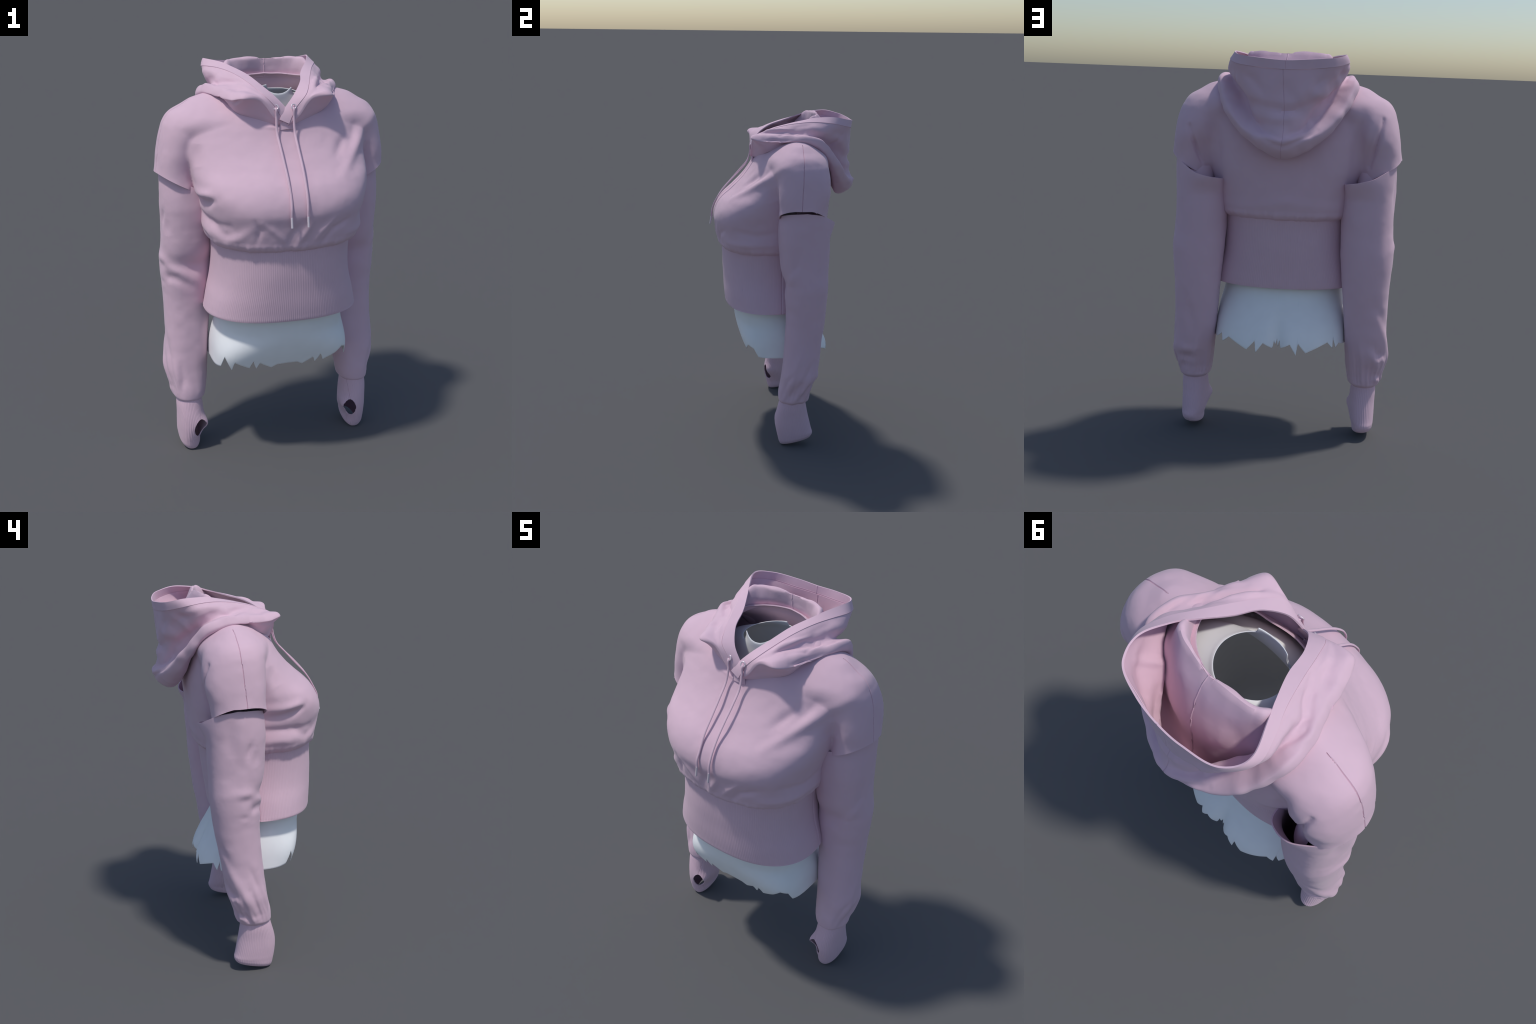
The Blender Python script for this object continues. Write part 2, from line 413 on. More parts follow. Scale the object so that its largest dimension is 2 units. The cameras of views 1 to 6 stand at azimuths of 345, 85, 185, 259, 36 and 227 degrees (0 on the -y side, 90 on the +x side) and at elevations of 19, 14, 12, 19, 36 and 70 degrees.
HOOD_FOLDS = [
    valley(0.02, 0.016, (.141, .379, 1.752), (.072, .411, 1.736), (-.001, .419, 1.724), (-.085, .400, 1.734), (-.158, .368, 1.771)),
    ridge(0.02, 0.009, (.134, .368, 1.696), (.064, .406, 1.683), (-.003, .419, 1.682), (-.100, .390, 1.711)),
    valley(0.026, 0.011, (.210, .380, 1.896), (.150, .400, 1.860), (.096, .410, 1.799)),
    valley(0.022, 0.009, (-.220, .369, 1.888), (-.165, .395, 1.858), (-.112, .404, 1.793)),
    ridge(0.018, 0.01, (-.237, .353, 1.899), (-.241, .286, 1.860), (-.220, .260, 1.815)),
    ridge(0.022, 0.008, (.217, .257, 1.805), (.170, .323, 1.744), (.125, .370, 1.675)),
    valley(0.01, 0.01, (-.102, .389, 1.657), (-.129, .366, 1.686), (-.159, .337, 1.714)),
    ridge(0.008, 0.01, (-.120, .379, 1.654), (-.126, .371, 1.664), (-.140, .360, 1.668)),
    valley(0.011, 0.01, (.078, .441, 1.588), (.019, .451, 1.563), (-.009, .449, 1.556), (-.086, .434, 1.592), (-.161, .386, 1.638)),
    valley(0.014, 0.014, (.239, .332, 1.885), (.217, .257, 1.805), (.160, .335, 1.701), (.099, .400, 1.628), (.009, .451, 1.599)),
    valley(0.014, 0.014, (-.236, .246, 1.794), (-.170, .329, 1.700), (-.090, .404, 1.636), (-.004, .445, 1.605)),
    valley(0.024, 0.014, (-.214, .356, 1.851), (-.257, .306, 1.899), (-.273, .219, 1.906), (-.271, .129, 1.907)),
    ridge(0.026, 0.012, (-.099, .411, 1.817), (-.171, .374, 1.800), (-.205, .325, 1.815), (-.246, .269, 1.863)),
    valley(0.02, 0.012, (-.062, .408, 1.711), (-.130, .369, 1.707), (-.190, .306, 1.772), (-.235, .237, 1.839)),
    ridge(0.016, 0.008, (-.272, .306, 1.926), (-.285, .232, 1.935), (-.263, .133, 1.930)),
    valley(0.014, 0.008, (-.261, .069, 1.902), (-.220, .023, 1.911), (-.178, -.045, 1.911)),
    valley(0.022, 0.013, (.266, .118, 1.912), (.275, .214, 1.904), (.252, .297, 1.896)),
    valley(0.022, 0.011, (.250, .219, 1.865), (.218, .268, 1.812), (.174, .326, 1.757)),
    ridge(0.02, 0.009, (.247, .299, 1.877), (.214, .342, 1.836), (.156, .372, 1.767)),
    valley(0.01, 0.008, (.212, -.107, 1.888), (.256, -.038, 1.882), (.272, .070, 1.888)),
    ridge(0.01, 0.006, (.182, -.093, 1.902), (.215, -.022, 1.898), (.240, .055, 1.901)),
    valley(0.012, 0.008, (.247, -.134, 1.855), (.278, -.052, 1.855), (.311, .030, 1.863)),
    valley(0.01, 0.009, (.163, -.138, 1.890), (.191, -.079, 1.900), (.222, .009, 1.902), (.266, .095, 1.895)),
    ridge(0.01, 0.008, (.158, -.110, 1.905), (.191, -.047, 1.912), (.225, .038, 1.916)),
    valley(0.012, 0.008, (-.262, .221, 1.885), (-.269, .050, 1.894), (-.224, -.009, 1.893)),
    valley(0.01, 0.01, (-.238, -.138, 1.828), (-.230, -.167, 1.842), (-.218, -.191, 1.852)),
    valley(0.012, 0.009, (.166, -.131, 1.893), (.232, -.005, 1.892), (.287, .085, 1.888)),
    ridge(0.014, 0.008, (.223, -.097, 1.887), (.288, .042, 1.888)),
    valley(0.012, 0.01, (-.295, .143, 1.880), (-.298, .094, 1.895), (-.281, .067, 1.896)),
    ridge(0.014, 0.008, (-.290, .184, 1.862), (-.307, .124, 1.887), (-.309, .081, 1.895)),
    valley(0.01, 0.008, (.314, .177, 1.879), (.306, .106, 1.890), (.292, .048, 1.888)),
    ridge(0.016, 0.006, (-.187, -.062, 1.896), (-.228, -.017, 1.891), (-.260, .044, 1.895)),
]
SLEEVE_FOLDS = {1: LEFT_SLEEVE_FOLDS, -1: RIGHT_SLEEVE_FOLDS}
# FOLDS END

def build_bodice(parent):
    V, F = isosurface(bodice_field, (-.64, -.48, 1.13), (.64, .34, 1.95), 0.0068)
    V, F, _ = cut(V, F, V[:, 2] - 1.170)
    hem = 1.488 - 0.092 * np.clip((.572 - abs(V[:, 0])) / .165, 0, 1.4) ** 1.1 - .02 * np.clip((V[:, 1] - .12) / .1, 0, 1)
    oncap = (cap_field(V) < chest_field(V) + 0.002)
    V, F, _ = cut(V, F, V[:, 2] - hem, where=oncap)
    V, F, _ = cut(V, F, neck_loop_inside(V) + .012, where=V[:, 2] > 1.6)
    N = vnormals(V, F)
    # the cut hem of the cap stands a little away from the arm
    hem = 1.488 - 0.092 * np.clip((.572 - abs(V[:, 0])) / .165, 0, 1.4) ** 1.1 - .02 * np.clip((V[:, 1] - .12) / .1, 0, 1)
    lift = np.exp(-np.clip(V[:, 2] - hem, 0, 1) / .028) * (cap_field(V) < chest_field(V) + .002) * smooth01(abs(V[:, 0]), .40, .47)
    V = V + N * (lift * (.006 + .003 * NZ(V * 14)))[:, None]
    N = vnormals(V, F)
    V = ridges(V, N, CHEST_FOLDS)
    N = vnormals(V, F)
    # gathers above the waist seam and a soft cloth unevenness
    th = np.arctan2(V[:, 1] + .06, V[:, 0])
    g = NZ(np.stack([th * 4, np.zeros_like(th), V[:, 2] * 3], -1)) + .6 * NZ2(np.stack([th * 9, np.zeros_like(th), V[:, 2] * 5], -1))
    V = V + N * (g * .0022 * (1 - smooth01(V[:, 2], 1.19, 1.30)) * smooth01(-V[:, 1], -.1, .2))[:, None]
    V = V + N * (NZ(V * 9) * .0022 + NZ2(V * 26) * .0008)[:, None]
    pk = NZ2(np.stack([th * 26, np.zeros_like(th), V[:, 2] * 12], -1)) * np.exp(-((V[:, 2] - 1.19) / .022) ** 2)
    V = V + N * (pk * .0028)[:, None]
    for sgn in (1, -1):
        off = .068 if sgn > 0 else .056
        V, F = groove(V, F, lambda P: P[:, 1] - (off + .055 * (P[:, 2] - 1.495)), lambda P: (P[:, 0] * sgn > .375) & (P[:, 1] < .2), depth=.0045)
    V, F = thicken(V, F, .006)
    add('bodice', V, F, FLEECE, parent)
    # the strip of side cloth that runs under the arm, seen through the sleeve opening
    n, m = 60, 16
    th = np.linspace(.25, 1.3, n)
    for sgn in (1, -1):
        rows = []
        for z in np.linspace(1.27, 1.46, m):
            T = hermite(CHEST[:, 0], CHEST[:, 1:], np.array([z]))[0]
            a, yc, yf, yb, nf, nb = T[0] - .007, T[1], T[2] + .004, T[3] - .009, T[4], T[5]
            c, sn = np.cos(th), np.sin(th); e = np.where(th < 0, nf, nb)
            x = a * abs(c) ** (2 / e); y = yc + np.where(th < 0, yc - yf, yb - yc) * np.sign(sn) * abs(sn) ** (2 / e)
            rows.append(np.stack([sgn * x, y, np.full(n, z)], -1))
        Vg = np.array(rows).reshape(-1, 3); Fg = grid_faces(m, n, False)
        if sgn < 0: Fg = [tuple(reversed(f)) for f in Fg]
        Vg, Fg = thicken(Vg, Fg, .004)
        add('underarm_panel', Vg, Fg, FLEECE, parent)
        # turned-in lining of the cap, hanging a little way down inside the sleeve
        ph = np.linspace(math.radians(80), math.radians(215), 60); rows = []
        for z in np.linspace(1.30, 1.425, 14):
            t = (1.425 - z) / .125
            rows.append(np.stack([sgn * (.455 + .094 * np.cos(ph)), .085 + (.116 + .042 * t) * np.sin(ph), np.full(60, z)], -1))
        Vg = np.array(rows).reshape(-1, 3); Fg = grid_faces(14, 60, False)
        if sgn < 0: Fg = [tuple(reversed(f)) for f in Fg]
        Vg, Fg = thicken(Vg, Fg, .004)
        add('cap_lining', Vg, Fg, FLEECE, parent)

# ------------------------------------------------------------------ ribbed waistband
def build_waistband(parent):
    ribs, per = 236, 6; nc = ribs * per
    th = np.arange(nc) / nc * 2 * math.pi
    prof = [(.813, .3845, -.3505, .197, .0), (.817, .385, -.352, .199, 1), (.84, .381, -.355, .203, 1), (.90, .368, -.361, .208, 1),
            (.97, .349, -.365, .214, 1), (1.04, .339, -.369, .221, 1), (1.11, .337, -.370, .228, 1), (1.17, .340, -.371, .236, 1), (1.186, .338, -.368, .238, 1)]
    prof = np.array(prof)
    zs = np.concatenate([[.8130, .8145, .8170], np.linspace(.822, 1.186, 46)])
    rows = []
    for z in zs:
        a, yf, yb, rb = hermite(prof[:, 0], prof[:, 1:], np.array([z]))[0]
        yc = -.07
        c, s = np.cos(th), np.sin(th)
        n = np.where(s < 0, 2.4, 2.25)
        x = a * np.sign(c) * abs(c) ** (2 / n); y = yc + np.where(s < 0, yc - yf, yb - yc) * np.sign(s) * abs(s) ** (2 / n)
        rows.append(np.stack([x, y, np.full(nc, z)], -1))
    R = np.array(rows)
    # even rib spacing along the girth, taken from the middle row
    mid = R[len(R) // 2]; seg = np.linalg.norm(np.roll(mid, -1, 0) - mid, axis=1); L = np.concatenate([[0], np.cumsum(seg)])
    tgt = np.linspace(0, L[-1], nc, endpoint=False)
    for r in range(len(R)):
        full = np.vstack([R[r], R[r][:1]])
        R[r] = np.stack([np.interp(tgt, L, full[:, k]) for k in range(3)], -1)
    V = R.reshape(-1, 3); F = grid_faces(len(zs), nc, True)
    N = vnormals(V, F)
    phase = np.tile(np.cos(np.arange(nc) * 2 * math.pi / per), len(zs))
    lowrow = np.repeat(smooth01(zs, .813, .818), nc)
    V = V + N * (phase * .00028 * lowrow + NZ(V * 6) * .003 * lowrow)[:, None]
    side = np.exp(-((V[:, 1] + .02) / .004) ** 2)
    V = V - N * (side * .004)[:, None]
    V, F = thicken(V, F, .008)
    add('waistband', V, F, RIB, parent, angle=70)

# ------------------------------------------------------------------ detached sleeves and thumb-hole cuffs
SLEEVE = np.array([  # z, outer x, inner x, front y, back y
 (.276, .514, .396, -.028, .118), (.286, .522, .388, -.034, .127), (.296, .532, .376, -.041, .140), (.320, .537, .368, -.042, .147), (.350, .540, .364, -.040, .152), (.390, .551, .358, -.033, .166),
 (.460, .565, .350, -.024, .188), (.530, .560, .344, -.017, .200), (.670, .554, .332, -.008, .217), (.830, .555, .318, -.002, .236),
 (.950, .564, .307, -.010, .245), (1.020, .566, .301, -.006, .248), (1.090, .562, .296, -.028, .248), (1.220, .560, .289, -.044, .251),
 (1.330, .560, .290, -.052, .250), (1.400, .559, .295, -.050, .250), (1.470, .556, .302, -.040, .242)])
TOP_T = np.radians([0, 40, 65, 85, 105, 135, 155, 180, 225, 270, 315, 360])
TOP_Z = [1.471, 1.452, 1.425, 1.399, 1.384, 1.372, 1.366, 1.362, 1.380, 1.430, 1.459, 1.471]
CUFF = np.array([
 (.004, .485, .418, -.020, .140), (.010, .497, .411, -.027, .153), (.025, .508, .406, -.034, .163), (.060, .514, .403, -.043, .168), (.100, .516, .394, -.052, .162), (.150, .518, .388, -.058, .151),
 (.200, .518, .386, -.055, .139), (.250, .519, .388, -.044, .129), (.300, .516, .394, -.032, .120)])


def build_sleeve(sgn, parent):
    nr, nc = 230, 150
    th = np.arange(nc) / nc * 2 * math.pi
    zt = hermite(TOP_T, TOP_Z, th)
    rows = []
    for v in np.linspace(0, 1, nr):
        z = .278 + (zt - .278) * v
        T = hermite(SLEEVE[:, 0], SLEEVE[:, 1:], z)
        x, y = superring(th, T[:, 0], T[:, 1], T[:, 2], T[:, 3], 2.25)
        # loose back corner of the cut upper edge
        k = (.62 * np.exp(-((th - math.radians(98)) / .45) ** 2) + .85 * np.exp(-((th - math.radians(136)) / .42) ** 2)) * smooth01(z, 1.28, 1.40)
        x -= .012 * k; y += .050 * k
        rows.append(np.stack([x, y, z], -1))
    V = np.array(rows).reshape(-1, 3); F = grid_faces(nr, nc, True)
    N = vnormals(V, F)
    V[:, 0] *= sgn; N[:, 0] *= sgn
    if sgn < 0: F = [tuple(reversed(f)) for f in F]
    V = ridges(V, N, SLEEVE_FOLDS[sgn])
    z = V[:, 2]; ang = np.tile(th, nr)
    sd = 0 if sgn > 0 else 40
    # gathers running up from the cuff seam, strongest at the back and outside
    low = smooth01(z, .284, .33) * (1 - smooth01(z, .36, .60))
    backness = .45 + .55 * np.cos(ang - math.radians(75))
    g = NZ(np.stack([ang * 4.2 + sd - z * 3, np.full_like(z, sd), z * 2.2], -1)) + .4 * NZ2(np.stack([ang * 8 + sd - z * 6, np.full_like(z, 3.), z * 6], -1))
    V = V + N * (g * .0075 * low * backness)[:, None]
    q = np.stack([V[:, 0] * 7 + sd, V[:, 1] * 7, V[:, 2] * 3.2], -1)
    V = V + N * (NZ(q) * .0055 + NZ2(V * 22 + sd) * .0012)[:, None] * smooth01(z, .28, .36)[:, None]
    V, F = thicken(V, F, .005)
    o = add('sleeve', V, F, FLEECE, parent)
    build_cuff(sgn, o)
    return o

def build_cuff(sgn, parent):
    ribs, per = 62, 7; nc = ribs * per; nr = 110
    th = np.arange(nc) / nc * 2 * math.pi
    zs = np.concatenate([[.004, .006, .009, .013, .018], np.linspace(.024, .300, nr - 5)])
    rows = []
    for z in zs:
        xo, xi, yf, yb = hermite(CUFF[:, 0], CUFF[:, 1:], np.array([z]))[0]
        x, y = superring(th, xo, xi, yf, yb, 2.35)
        # thumb base swelling to the inside front
        k = np.exp(-((np.angle(np.exp(1j * (th - math.radians(224))))) / .66) ** 2) * np.exp(-((z - .156) / .040) ** 2)
        x -= .027 * k; y -= .016 * k
        rows.append(np.stack([x, y, np.full(nc, z)], -1))
    V = np.array(rows).reshape(-1, 3); F = grid_faces(nr, nc, True)
    # even rib spacing
    R = V.reshape(nr, nc, 3); mid = R[nr // 2]
    seg = np.linalg.norm(np.roll(mid, -1, 0) - mid, axis=1); L = np.concatenate([[0], np.cumsum(seg)]); tgt = np.linspace(0, L[-1], nc, endpoint=False)
    for r in range(nr):
        full = np.vstack([R[r], R[r][:1]]); R[r] = np.stack([np.interp(tgt, L, full[:, k]) for k in range(3)], -1)
    V = R.reshape(-1, 3)
    N = vnormals(V, F)
    phase = np.tile(np.cos(np.arange(nc) * 2 * math.pi / per), nr)
    lowrow = np.repeat(smooth01(zs, .006, .03), nc)
    V = V + N * (phase * .00045 * lowrow)[:, None] + N * (NZ(V * 12) * .002 * lowrow)[:, None]
    # the open lower end slopes up towards the back
    w = 1 - smooth01(V[:, 2], .0, .13)
    V[:, 2] += w * (.042 * (np.clip((V[:, 1] + .02) / .18, -.05, 1.0))) - .0045
    # thumb hole, a drop shape with its point up
    u = (np.arctan2(V[:, 1] - .05, V[:, 0] - .45) - math.radians(-110)) * .105
    dz = (V[:, 2] - .126) / np.where(V[:, 2] > .126, .060, .047)
    e = np.where(dz > 0, 1.75, 2.1)
    s = (abs(u) / .035) ** e + abs(dz) ** e - 1
    V, F, _ = cut(V, F, np.clip(s, -1, 1), where=abs(u) < .09)
    V, F = groove(V, F, lambda P: P[:, 0] - .414 - .1 * np.clip(.19 - P[:, 2], -.2, 0), lambda P: (P[:, 1] < .02) & (P[:, 2] > .03), width=.0015, depth=.0018)
    V[:, 0] *= sgn
    if sgn < 0: F = [tuple(reversed(f)) for f in F]
    V, F = thicken(V, F, .005)
    add('cuff', V, F, RIB, parent, angle=60)

# ------------------------------------------------------------------ hood, draped open on the shoulders
# eleven stations from the front crossing round to the middle of the back; one half, mirrored
HOOD = {
 'neck':   [(0, -.174, 1.722), (.03, -.174, 1.726), (.107, -.150, 1.744), (.200, -.112, 1.775), (.235, -.065, 1.800), (.240, .0, 1.832), (.222, .080, 1.866), (.190, .140, 1.884), (.140, .188, 1.895), (.070, .214, 1.900), (0, .222, 1.900)],
 'collar': [(.002, -.178, 1.724), (.037, -.179, 1.737), (.112, -.160, 1.765), (.206, -.132, 1.795), (.243, -.085, 1.812), (.246, -.010, 1.840), (.216, .083, 1.888), (.188, .140, 1.935), (.142, .182, 1.945), (.072, .207, 1.950), (0, .213, 1.950)],
 'ridge':  [(.003, -.180, 1.725), (.042, -.183, 1.745), (.117, -.168, 1.790), (.210, -.150, 1.815), (.248, -.100, 1.822), (.258, -.020, 1.845), (.219, .086, 1.902), (.200, .146, 1.972), (.166, .184, 1.988), (.082, .205, 1.991), (0, .213, 1.993)],
 'pocket': [(.004, -.182, 1.726), (.047, -.186, 1.752), (.121, -.178, 1.812), (.212, -.166, 1.830), (.249, -.113, 1.830), (.268, -.022, 1.846), (.256, .092, 1.880), (.236, .176, 1.880), (.180, .240, 1.830), (.085, .292, 1.800), (0, .305, 1.800)],
 'under':  [(.006, -.184, 1.727), (.053, -.189, 1.758), (.125, -.187, 1.832), (.209, -.184, 1.843), (.247, -.126, 1.838), (.282, -.022, 1.843), (.316, .092, 1.845), (.305, .178, 1.812), (.248, .264, 1.695), (.134, .312, 1.565), (0, .338, 1.502)],
 'lip':    [(.008, -.187, 1.728), (.060, -.192, 1.766), (.129, -.195, 1.848), (.205, -.204, 1.860), (.250, -.136, 1.848), (.292, -.020, 1.850), (.339, .100, 1.857), (.343, .192, 1.826), (.287, .286, 1.698), (.155, .366, 1.562), (0, .405, 1.508)],
 'roll':   [(.010, -.189, 1.729), (.062, -.193, 1.775), (.123, -.194, 1.857), (.190, -.192, 1.878), (.232, -.118, 1.874), (.272, -.005, 1.884), (.325, .112, 1.888), (.332, .205, 1.862), (.278, .318, 1.730), (.146, .408, 1.605), (0, .457, 1.585)],
 'crease': [(.012, -.190, 1.730), (.060, -.193, 1.783), (.114, -.188, 1.858), (.165, -.152, 1.882), (.196, -.078, 1.888), (.238, .025, 1.896), (.282, .130, 1.886), (.270, .190, 1.860), (.206, .264, 1.772), (.118, .376, 1.656), (0, .428, 1.634)],
 'panel':  [(.012, -.191, 1.732), (.052, -.190, 1.793), (.107, -.181, 1.862), (.150, -.132, 1.892), (.183, -.050, 1.912), (.228, .060, 1.926), (.280, .152, 1.926), (.297, .222, 1.906), (.224, .340, 1.860), (.112, .402, 1.785), (0, .418, 1.770)],
 'seam':   [(.012, -.191, 1.735), (.045, -.187, 1.801), (.102, -.175, 1.864), (.133, -.114, 1.896), (.169, -.021, 1.928), (.214, .091, 1.952), (.257, .188, 1.961), (.275, .260, 1.957), (.235, .370, 1.934), (.107, .410, 1.918), (0, .424, 1.913)],
 'rim':    [(-.034, -.186, 1.756), (-.007, -.172, 1.799), (.051, -.146, 1.862), (.097, -.083, 1.905), (.130, .012, 1.937), (.183, .116, 1.967), (.217, .188, 1.985), (.245, .270, 1.991), (.222, .371, 1.975), (.105, .418, 1.962), (0, .426, 1.955)],
}

def hood_curve(name, nu):
    P = np.array(HOOD[name], float)
    L, R = P.copy(), P.copy(); R[:, 0] *= -1
    L[0, 1] -= .007; L[1, 1] -= .003; R[0, 1] += .006
    full = np.vstack([R, L[-2::-1]])
    ref = np.array(HOOD['crease']); ref2 = np.array(HOOD['seam'])
    seg = (np.linalg.norm(np.diff(ref, axis=0), axis=1) + np.linalg.norm(np.diff(ref2, axis=0), axis=1)) / 2
    L1 = np.concatenate([[0], np.cumsum(np.concatenate([seg, seg[::-1]]))])
    return catmull(L1, full, np.linspace(0, L1[-1], nu))

def hood_warp(V):
    """the opening leans to the wearer's right"""
    V = V.copy()
    k = np.exp(-((V[:, 1] - .29) / .11) ** 2) * smooth01(V[:, 2], 1.90, 1.99) * smooth01(-V[:, 0], .1, .24)
    V[:, 0] -= .034 * k; V[:, 1] += .012 * k
    return V

def build_hood(parent):
    nu, sub = 321, 9
    names = list(HOOD)
    C = np.array([hood_curve(n, nu) for n in names])         # rows x nu x 3
    body = C[:-1]
    out = np.zeros(((len(body) - 1) * sub + 1, nu, 3))
    for c in range(nu):
        P = body[:, c]; d = np.maximum(np.linalg.norm(np.diff(P, axis=0), axis=1), 1e-4) ** .5
        t = np.concatenate([[0], np.cumsum(d)])
        q = np.concatenate([np.linspace(t[i], t[i + 1], sub, endpoint=False) for i in range(len(t) - 1)] + [[t[-1]]])
        out[:, c] = catmull(t, P, q)
    V = out.reshape(-1, 3); F = [tuple(reversed(f)) for f in grid_faces(out.shape[0], nu, False)]
    V = hood_warp(V); N = vnormals(V, F)
    V = ridges(V, N, HOOD_FOLDS)
    row = np.repeat(np.arange(out.shape[0]), nu) / sub
    w = smooth01(row, 0, 1) * (1 - smooth01(row, 8.2, 9)) * smooth01(V[:, 1], -.2, -.1)
    N = vnormals(V, F)
    V = V + N * ((NZ(V * 11 + 5) * .006 + NZ2(V * 24) * .0028) * w)[:, None]
    V, F = groove(V, F, lambda P: P[:, 0] - .006 * np.sin(P[:, 2] * 14), lambda P: P[:, 1] > .1, width=.0025, depth=.0024)
    V, F = thicken(V, F, .005)
    hood = add('hood', V, F, FLEECE, parent)
    # the opening is bound with a flat doubled band
    ts = np.concatenate([[0, .03], np.linspace(.1, 1, 9)]); nv = len(ts)
    rows = []
    for t in ts:
        rows.append(C[-2] * (1 - t) + C[-1] * t)
    R = np.array(rows); V = R.reshape(-1, 3); F = [tuple(reversed(f)) for f in grid_faces(nv, nu, False)]
    V = hood_warp(V); N = vnormals(V, F)
    tt = np.repeat(ts, nu)
    V = V + N * np.where(tt > 0, .0026, -.003)[:, None]
    V, F = groove(V, F, lambda P: P[:, 0] + .003, lambda P: P[:, 1] > .1, width=.0018, depth=.002)
    V, F = thicken(V, F, .006)
    add('hood_band', V, F, BAND, hood, angle=35)
    # small facing behind the crossing band ends
    a, b = np.meshgrid(np.linspace(-1, 1, 24), np.linspace(0, 1, 16))
    Vp = np.stack([.003 + a * (.036 - .006 * b), -.1925 + .007 * a * a + .003 * b, 1.709 + .036 * b - .004 * a * a], -1).reshape(-1, 3)
    Vp, Fp = thicken(Vp, grid_faces(16, 24, False), .005)
    add('neck_facing', Vp, Fp, BAND, hood)
    return hood

# ------------------------------------------------------------------ cords, eyelets and tips
def tube(path, rx, ry, side, seg=12, n=120):
    path = np.array(path, float); d = np.linalg.norm(np.diff(path, axis=0), axis=1); t = np.concatenate([[0], np.cumsum(d)])
    P = catmull(t, path, np.linspace(0, t[-1], n))
    T = np.gradient(P, axis=0); T /= np.linalg.norm(T, axis=1, keepdims=True)
    A = np.cross(np.tile(side, (n, 1)), T); A /= np.linalg.norm(A, axis=1, keepdims=True); S = np.cross(T, A)
    ph = np.arange(seg) / seg * 2 * math.pi
    V = (P[:, None] + rx * np.cos(ph)[None, :, None] * S[:, None] + ry * np.sin(ph)[None, :, None] * A[:, None]).reshape(-1, 3)
    F = grid_faces(n, seg, True)
    F += [tuple(reversed(range(seg))), tuple((n - 1) * seg + k for k in range(seg))]
    return V, F

def torus(c, nrm, R, r, a=36, b=14):
    nrm = np.array(nrm, float); nrm /= np.linalg.norm(nrm)
    u = np.cross(nrm, (0, 0, 1)); u /= np.linalg.norm(u); v = np.cross(nrm, u)
    V = []
    for i in range(a):
        A = 2 * math.pi * i / a; d = math.cos(A) * u + math.sin(A) * v
        for j in range(b):
            B = 2 * math.pi * j / b
            V.append(np.array(c) + d * (R + r * math.cos(B)) + nrm * r * .8 * math.sin(B))
    F = [(i * b + j, i * b + (j + 1) % b, ((i + 1) % a) * b + (j + 1) % b, ((i + 1) % a) * b + j) for i in range(a) for j in range(b)]
    return np.array(V), [tuple(reversed(f)) for f in F]

CORD_PATHS = {
 -1: [(-.050, -.172, 1.812), (-.050, -.192, 1.806), (-.049, -.194, 1.770), (-.051, -.210, 1.703), (-.049, -.262, 1.638), (-.047, -.315, 1.577), (-.045, -0.3740, 1.508), (-.043, -0.4160, 1.433), (-.0455, -0.4330, 1.390), (-.046, -0.4350, 1.350)],
  1: [(.034, -.176, 1.812), (.034, -.198, 1.806), (.033, -.201, 1.770), (.033, -.218, 1.700), (.033, -.268, 1.637), (.033, -.325, 1.577), (.032, -0.3840, 1.505), (.031, -0.4260, 1.431), (.030, -0.4380, 1.390), (.030, -0.4400, 1.351)],
}
def build_cords(parent, hood):
    for sgn in (-1, 1):
        p = CORD_PATHS[sgn]
        V, F = tube(p, .0059, .0033, (1, 0, 0))
        o = add('drawstring', V, F, CORD, parent, angle=80)
        e = np.array(p[-1]); d = np.array([0.0, -.008, -.043])
        V, F = tube([e - d * .08, e, e + d * .5, e + d], .0056, .0052, (1, 0, 0), seg=20, n=24)
        add('aglet', V, F, METAL, o, angle=50)
        c = np.array([-.050, -.187, 1.813]) if sgn < 0 else np.array([.034, -.194, 1.813])
        V, F = torus(c, (-.15 * -sgn, -.93, .38), .0112, .0030)
        add('eyelet', V, F, METAL, hood)

# ------------------------------------------------------------------ hollow white body form
FORM = np.array([  # z, half width, front y, back y
 (.420, .348, -.190, .300), (.480, .347, -.205, .304), (.530, .346, -.226, .300), (.600, .345, -.258, .270), (.680, .336, -.286, .220), (.740, .322, -.297, .186), (.810, .308, -.305, .165),
 (.900, .298, -.315, .160), (1.05, .290, -.330, .170), (1.20, .310, -.345, .200), (1.36, .330, -.380, .230), (1.50, .340, -.330, .240), (1.60, .335, -.215, .238),
 (1.64, .330, -.185, .236), (1.68, .325, -.150, .232), (1.72, .305, -.085, .226), (1.77, .265, -.062, .218), (1.80, .222, -.060, .210), (1.825, .164, -.061, .196), (1.842, .130, -.063, .184), (1.862, .116, -.064, .176), (1.89, .114, -.066, .170)])
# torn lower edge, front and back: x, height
EDGE_FRONT = [(-.35, .515), (-.326, .530), (-.318, .592), (-.278, .517), (-.272, .566), (-.193, .528), (-.186, .574), (-.156, .519), (-.148, .557), (-.081, .518), (-.048, .537), (.058, .535), (.078, .518),
              (.138, .557), (.146, .521), (.180, .573), (.188, .530), (.258, .561), (.298, .590), (.322, .575), (.328, .522), (.35, .518)]
EDGE_BACK = [(-.35, .515), (-.314, .535), (-.300, .520), (-.283, .574), (-.290, .520), (-.257, .552), (-.149, .506), (-.108, .555), (-.101, .494), (-.068, .548), (-.019, .522), (-.013, .570), (-.006, .526), (.001, .572), (.008, .526), (.013, .566), (.020, .520),
             (.070, .548), (.106, .496), (.112, .556), (.154, .507), (.254, .552), (.290, .520), (.296, .560), (.325, .530), (.35, .515)]
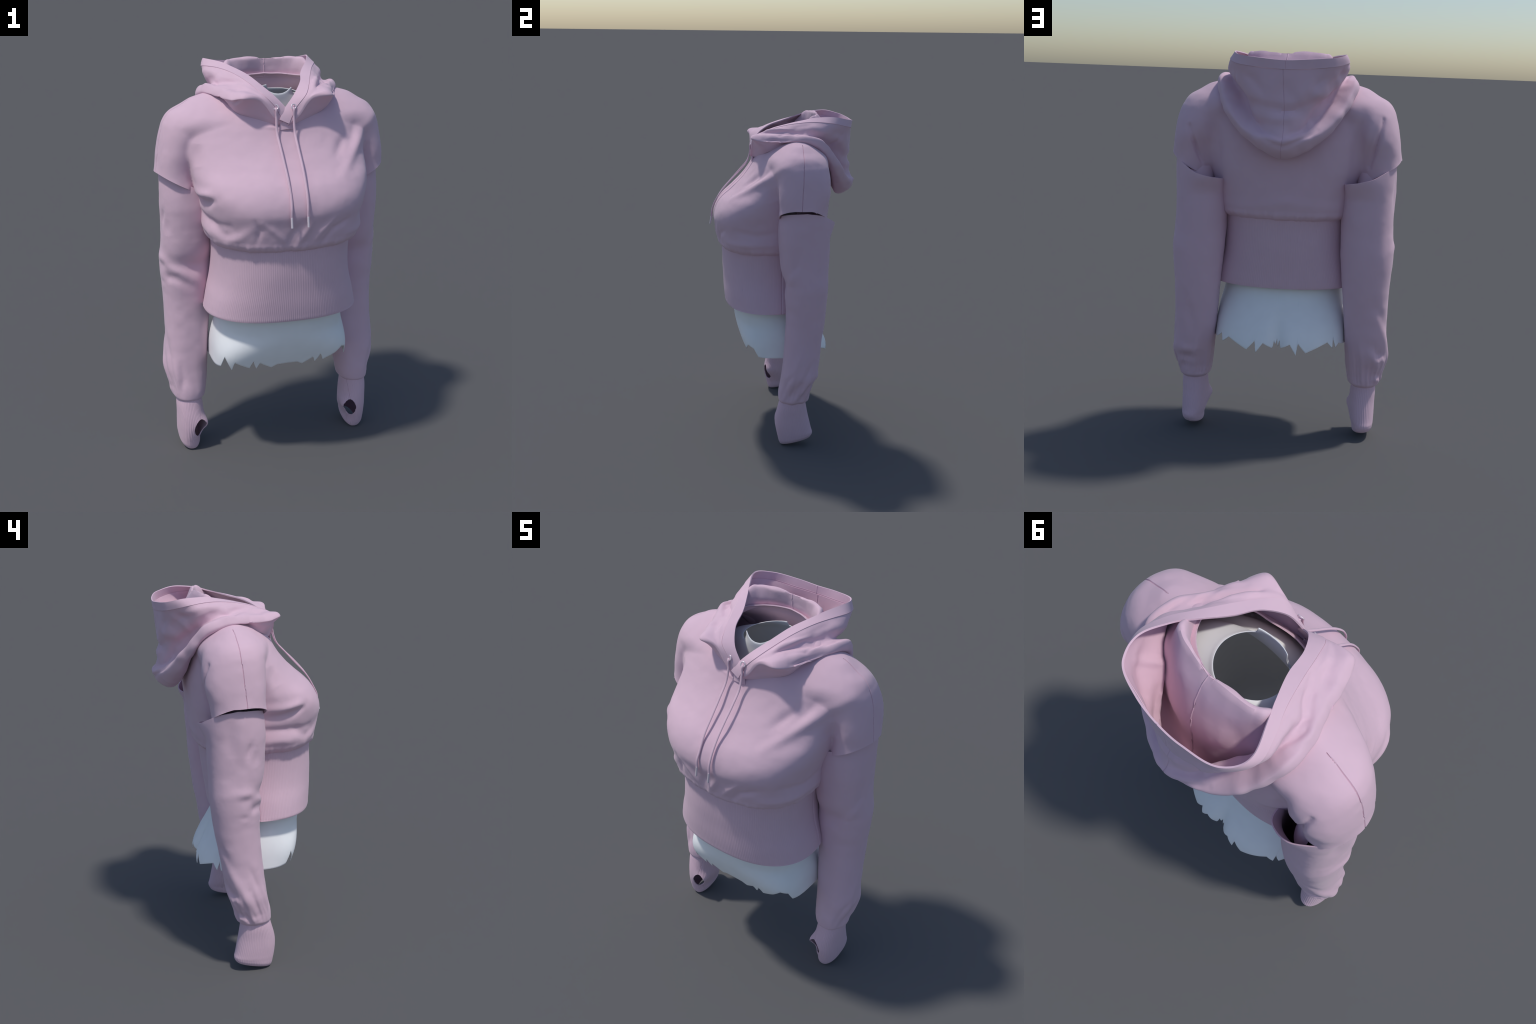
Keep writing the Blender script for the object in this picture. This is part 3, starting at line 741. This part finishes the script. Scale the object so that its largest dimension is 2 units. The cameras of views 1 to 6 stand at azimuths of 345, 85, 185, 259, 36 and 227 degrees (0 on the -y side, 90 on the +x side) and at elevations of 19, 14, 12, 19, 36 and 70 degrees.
def build_form():
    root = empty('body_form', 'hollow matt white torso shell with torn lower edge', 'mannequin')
    nc, nr = 720, 150
    ang = np.arange(nc) / nc * 2 * math.pi - math.pi
    c0, s0 = np.cos(ang), np.sin(ang); x0 = .346 * np.sign(c0) * abs(c0) ** (2 / np.where(s0 < 0, 5.0, 2.3))
    zb = np.where(s0 < 0, *[np.interp(x0, np.maximum.accumulate(np.array(E)[:, 0]), np.array(E)[:, 1]) for E in (EDGE_FRONT, EDGE_BACK)])
    k = np.degrees(ang)
    zt = np.interp(k, [-180, -150, -128, -126, -112, -101, -90, -79, -68, -52, -50, -30, 0, 50, 84, 87, 110, 150, 180], [1.842, 1.838, 1.836, 1.884, 1.866, 1.858, 1.855, 1.857, 1.864, 1.880, 1.856, 1.850, 1.848, 1.852, 1.850, 1.868, 1.858, 1.846, 1.842])
    rows = []
    for v in np.linspace(0, 1, nr):
        z = zb + (zt - zb) * v
        T = hermite(FORM[:, 0], FORM[:, 1:], z); a, yf, yb = T[:, 0], T[:, 1], T[:, 2]
        n = np.where(z < 1.60, 2.3 + 2.7 * (np.sin(ang) < 0) * (1 - smooth01(z, .53, .72)), 2.0)
        yc = (yf + yb) / 2
        c, s = np.cos(ang), np.sin(ang)
        x = a * np.sign(c) * abs(c) ** (2 / n); y = yc + (yb - yf) / 2 * np.sign(s) * abs(s) ** (2 / n)
        # cleft at the back
        y -= .035 * np.exp(-(x / .035) ** 2) * (s > 0) * (1 - smooth01(z, .52, .72))
        rows.append(np.stack([x, y, z], -1))
    V = np.array(rows).reshape(-1, 3); F = grid_faces(nr, nc, True)
    nf = len(F)
    V, F = thicken(V, F, .004)
    N = vnormals(V, F)
    rowz = lambda f: np.mean([min(i, i) % (nr * nc) // nc for i in f])
    regions = {'hip': (0, 60), 'torso': (60, 130), 'neck': (130, 999)}
    rid = np.array([max((i % (nr * nc)) // nc for i in f) for f in F])
    for name, (a, b) in regions.items():
        sel = [f for f, r in zip(F, rid) if a < r <= b or (a == 0 and r == 0)]
        used = np.unique(np.concatenate([np.array(f) for f in sel])); idx = np.full(len(V), -1); idx[used] = np.arange(len(used))
        o = add(name, V[used], [tuple(int(idx[i]) for i in f) for f in sel], WHITE, root, angle=None)
        o.data.normals_split_custom_set_from_vertices([tuple(n) for n in N[used]])
    return root

# ------------------------------------------------------------------ build
hoodie = empty('hoodie', 'cropped dusty pink hoodie with cut-out shoulders and thumb-hole cuffs', 'hoodie')
build_bodice(hoodie)
build_waistband(hoodie)
for sg in (1, -1): build_sleeve(sg, hoodie)
hood_obj = build_hood(hoodie)
build_cords(hoodie, hood_obj)
build_form()
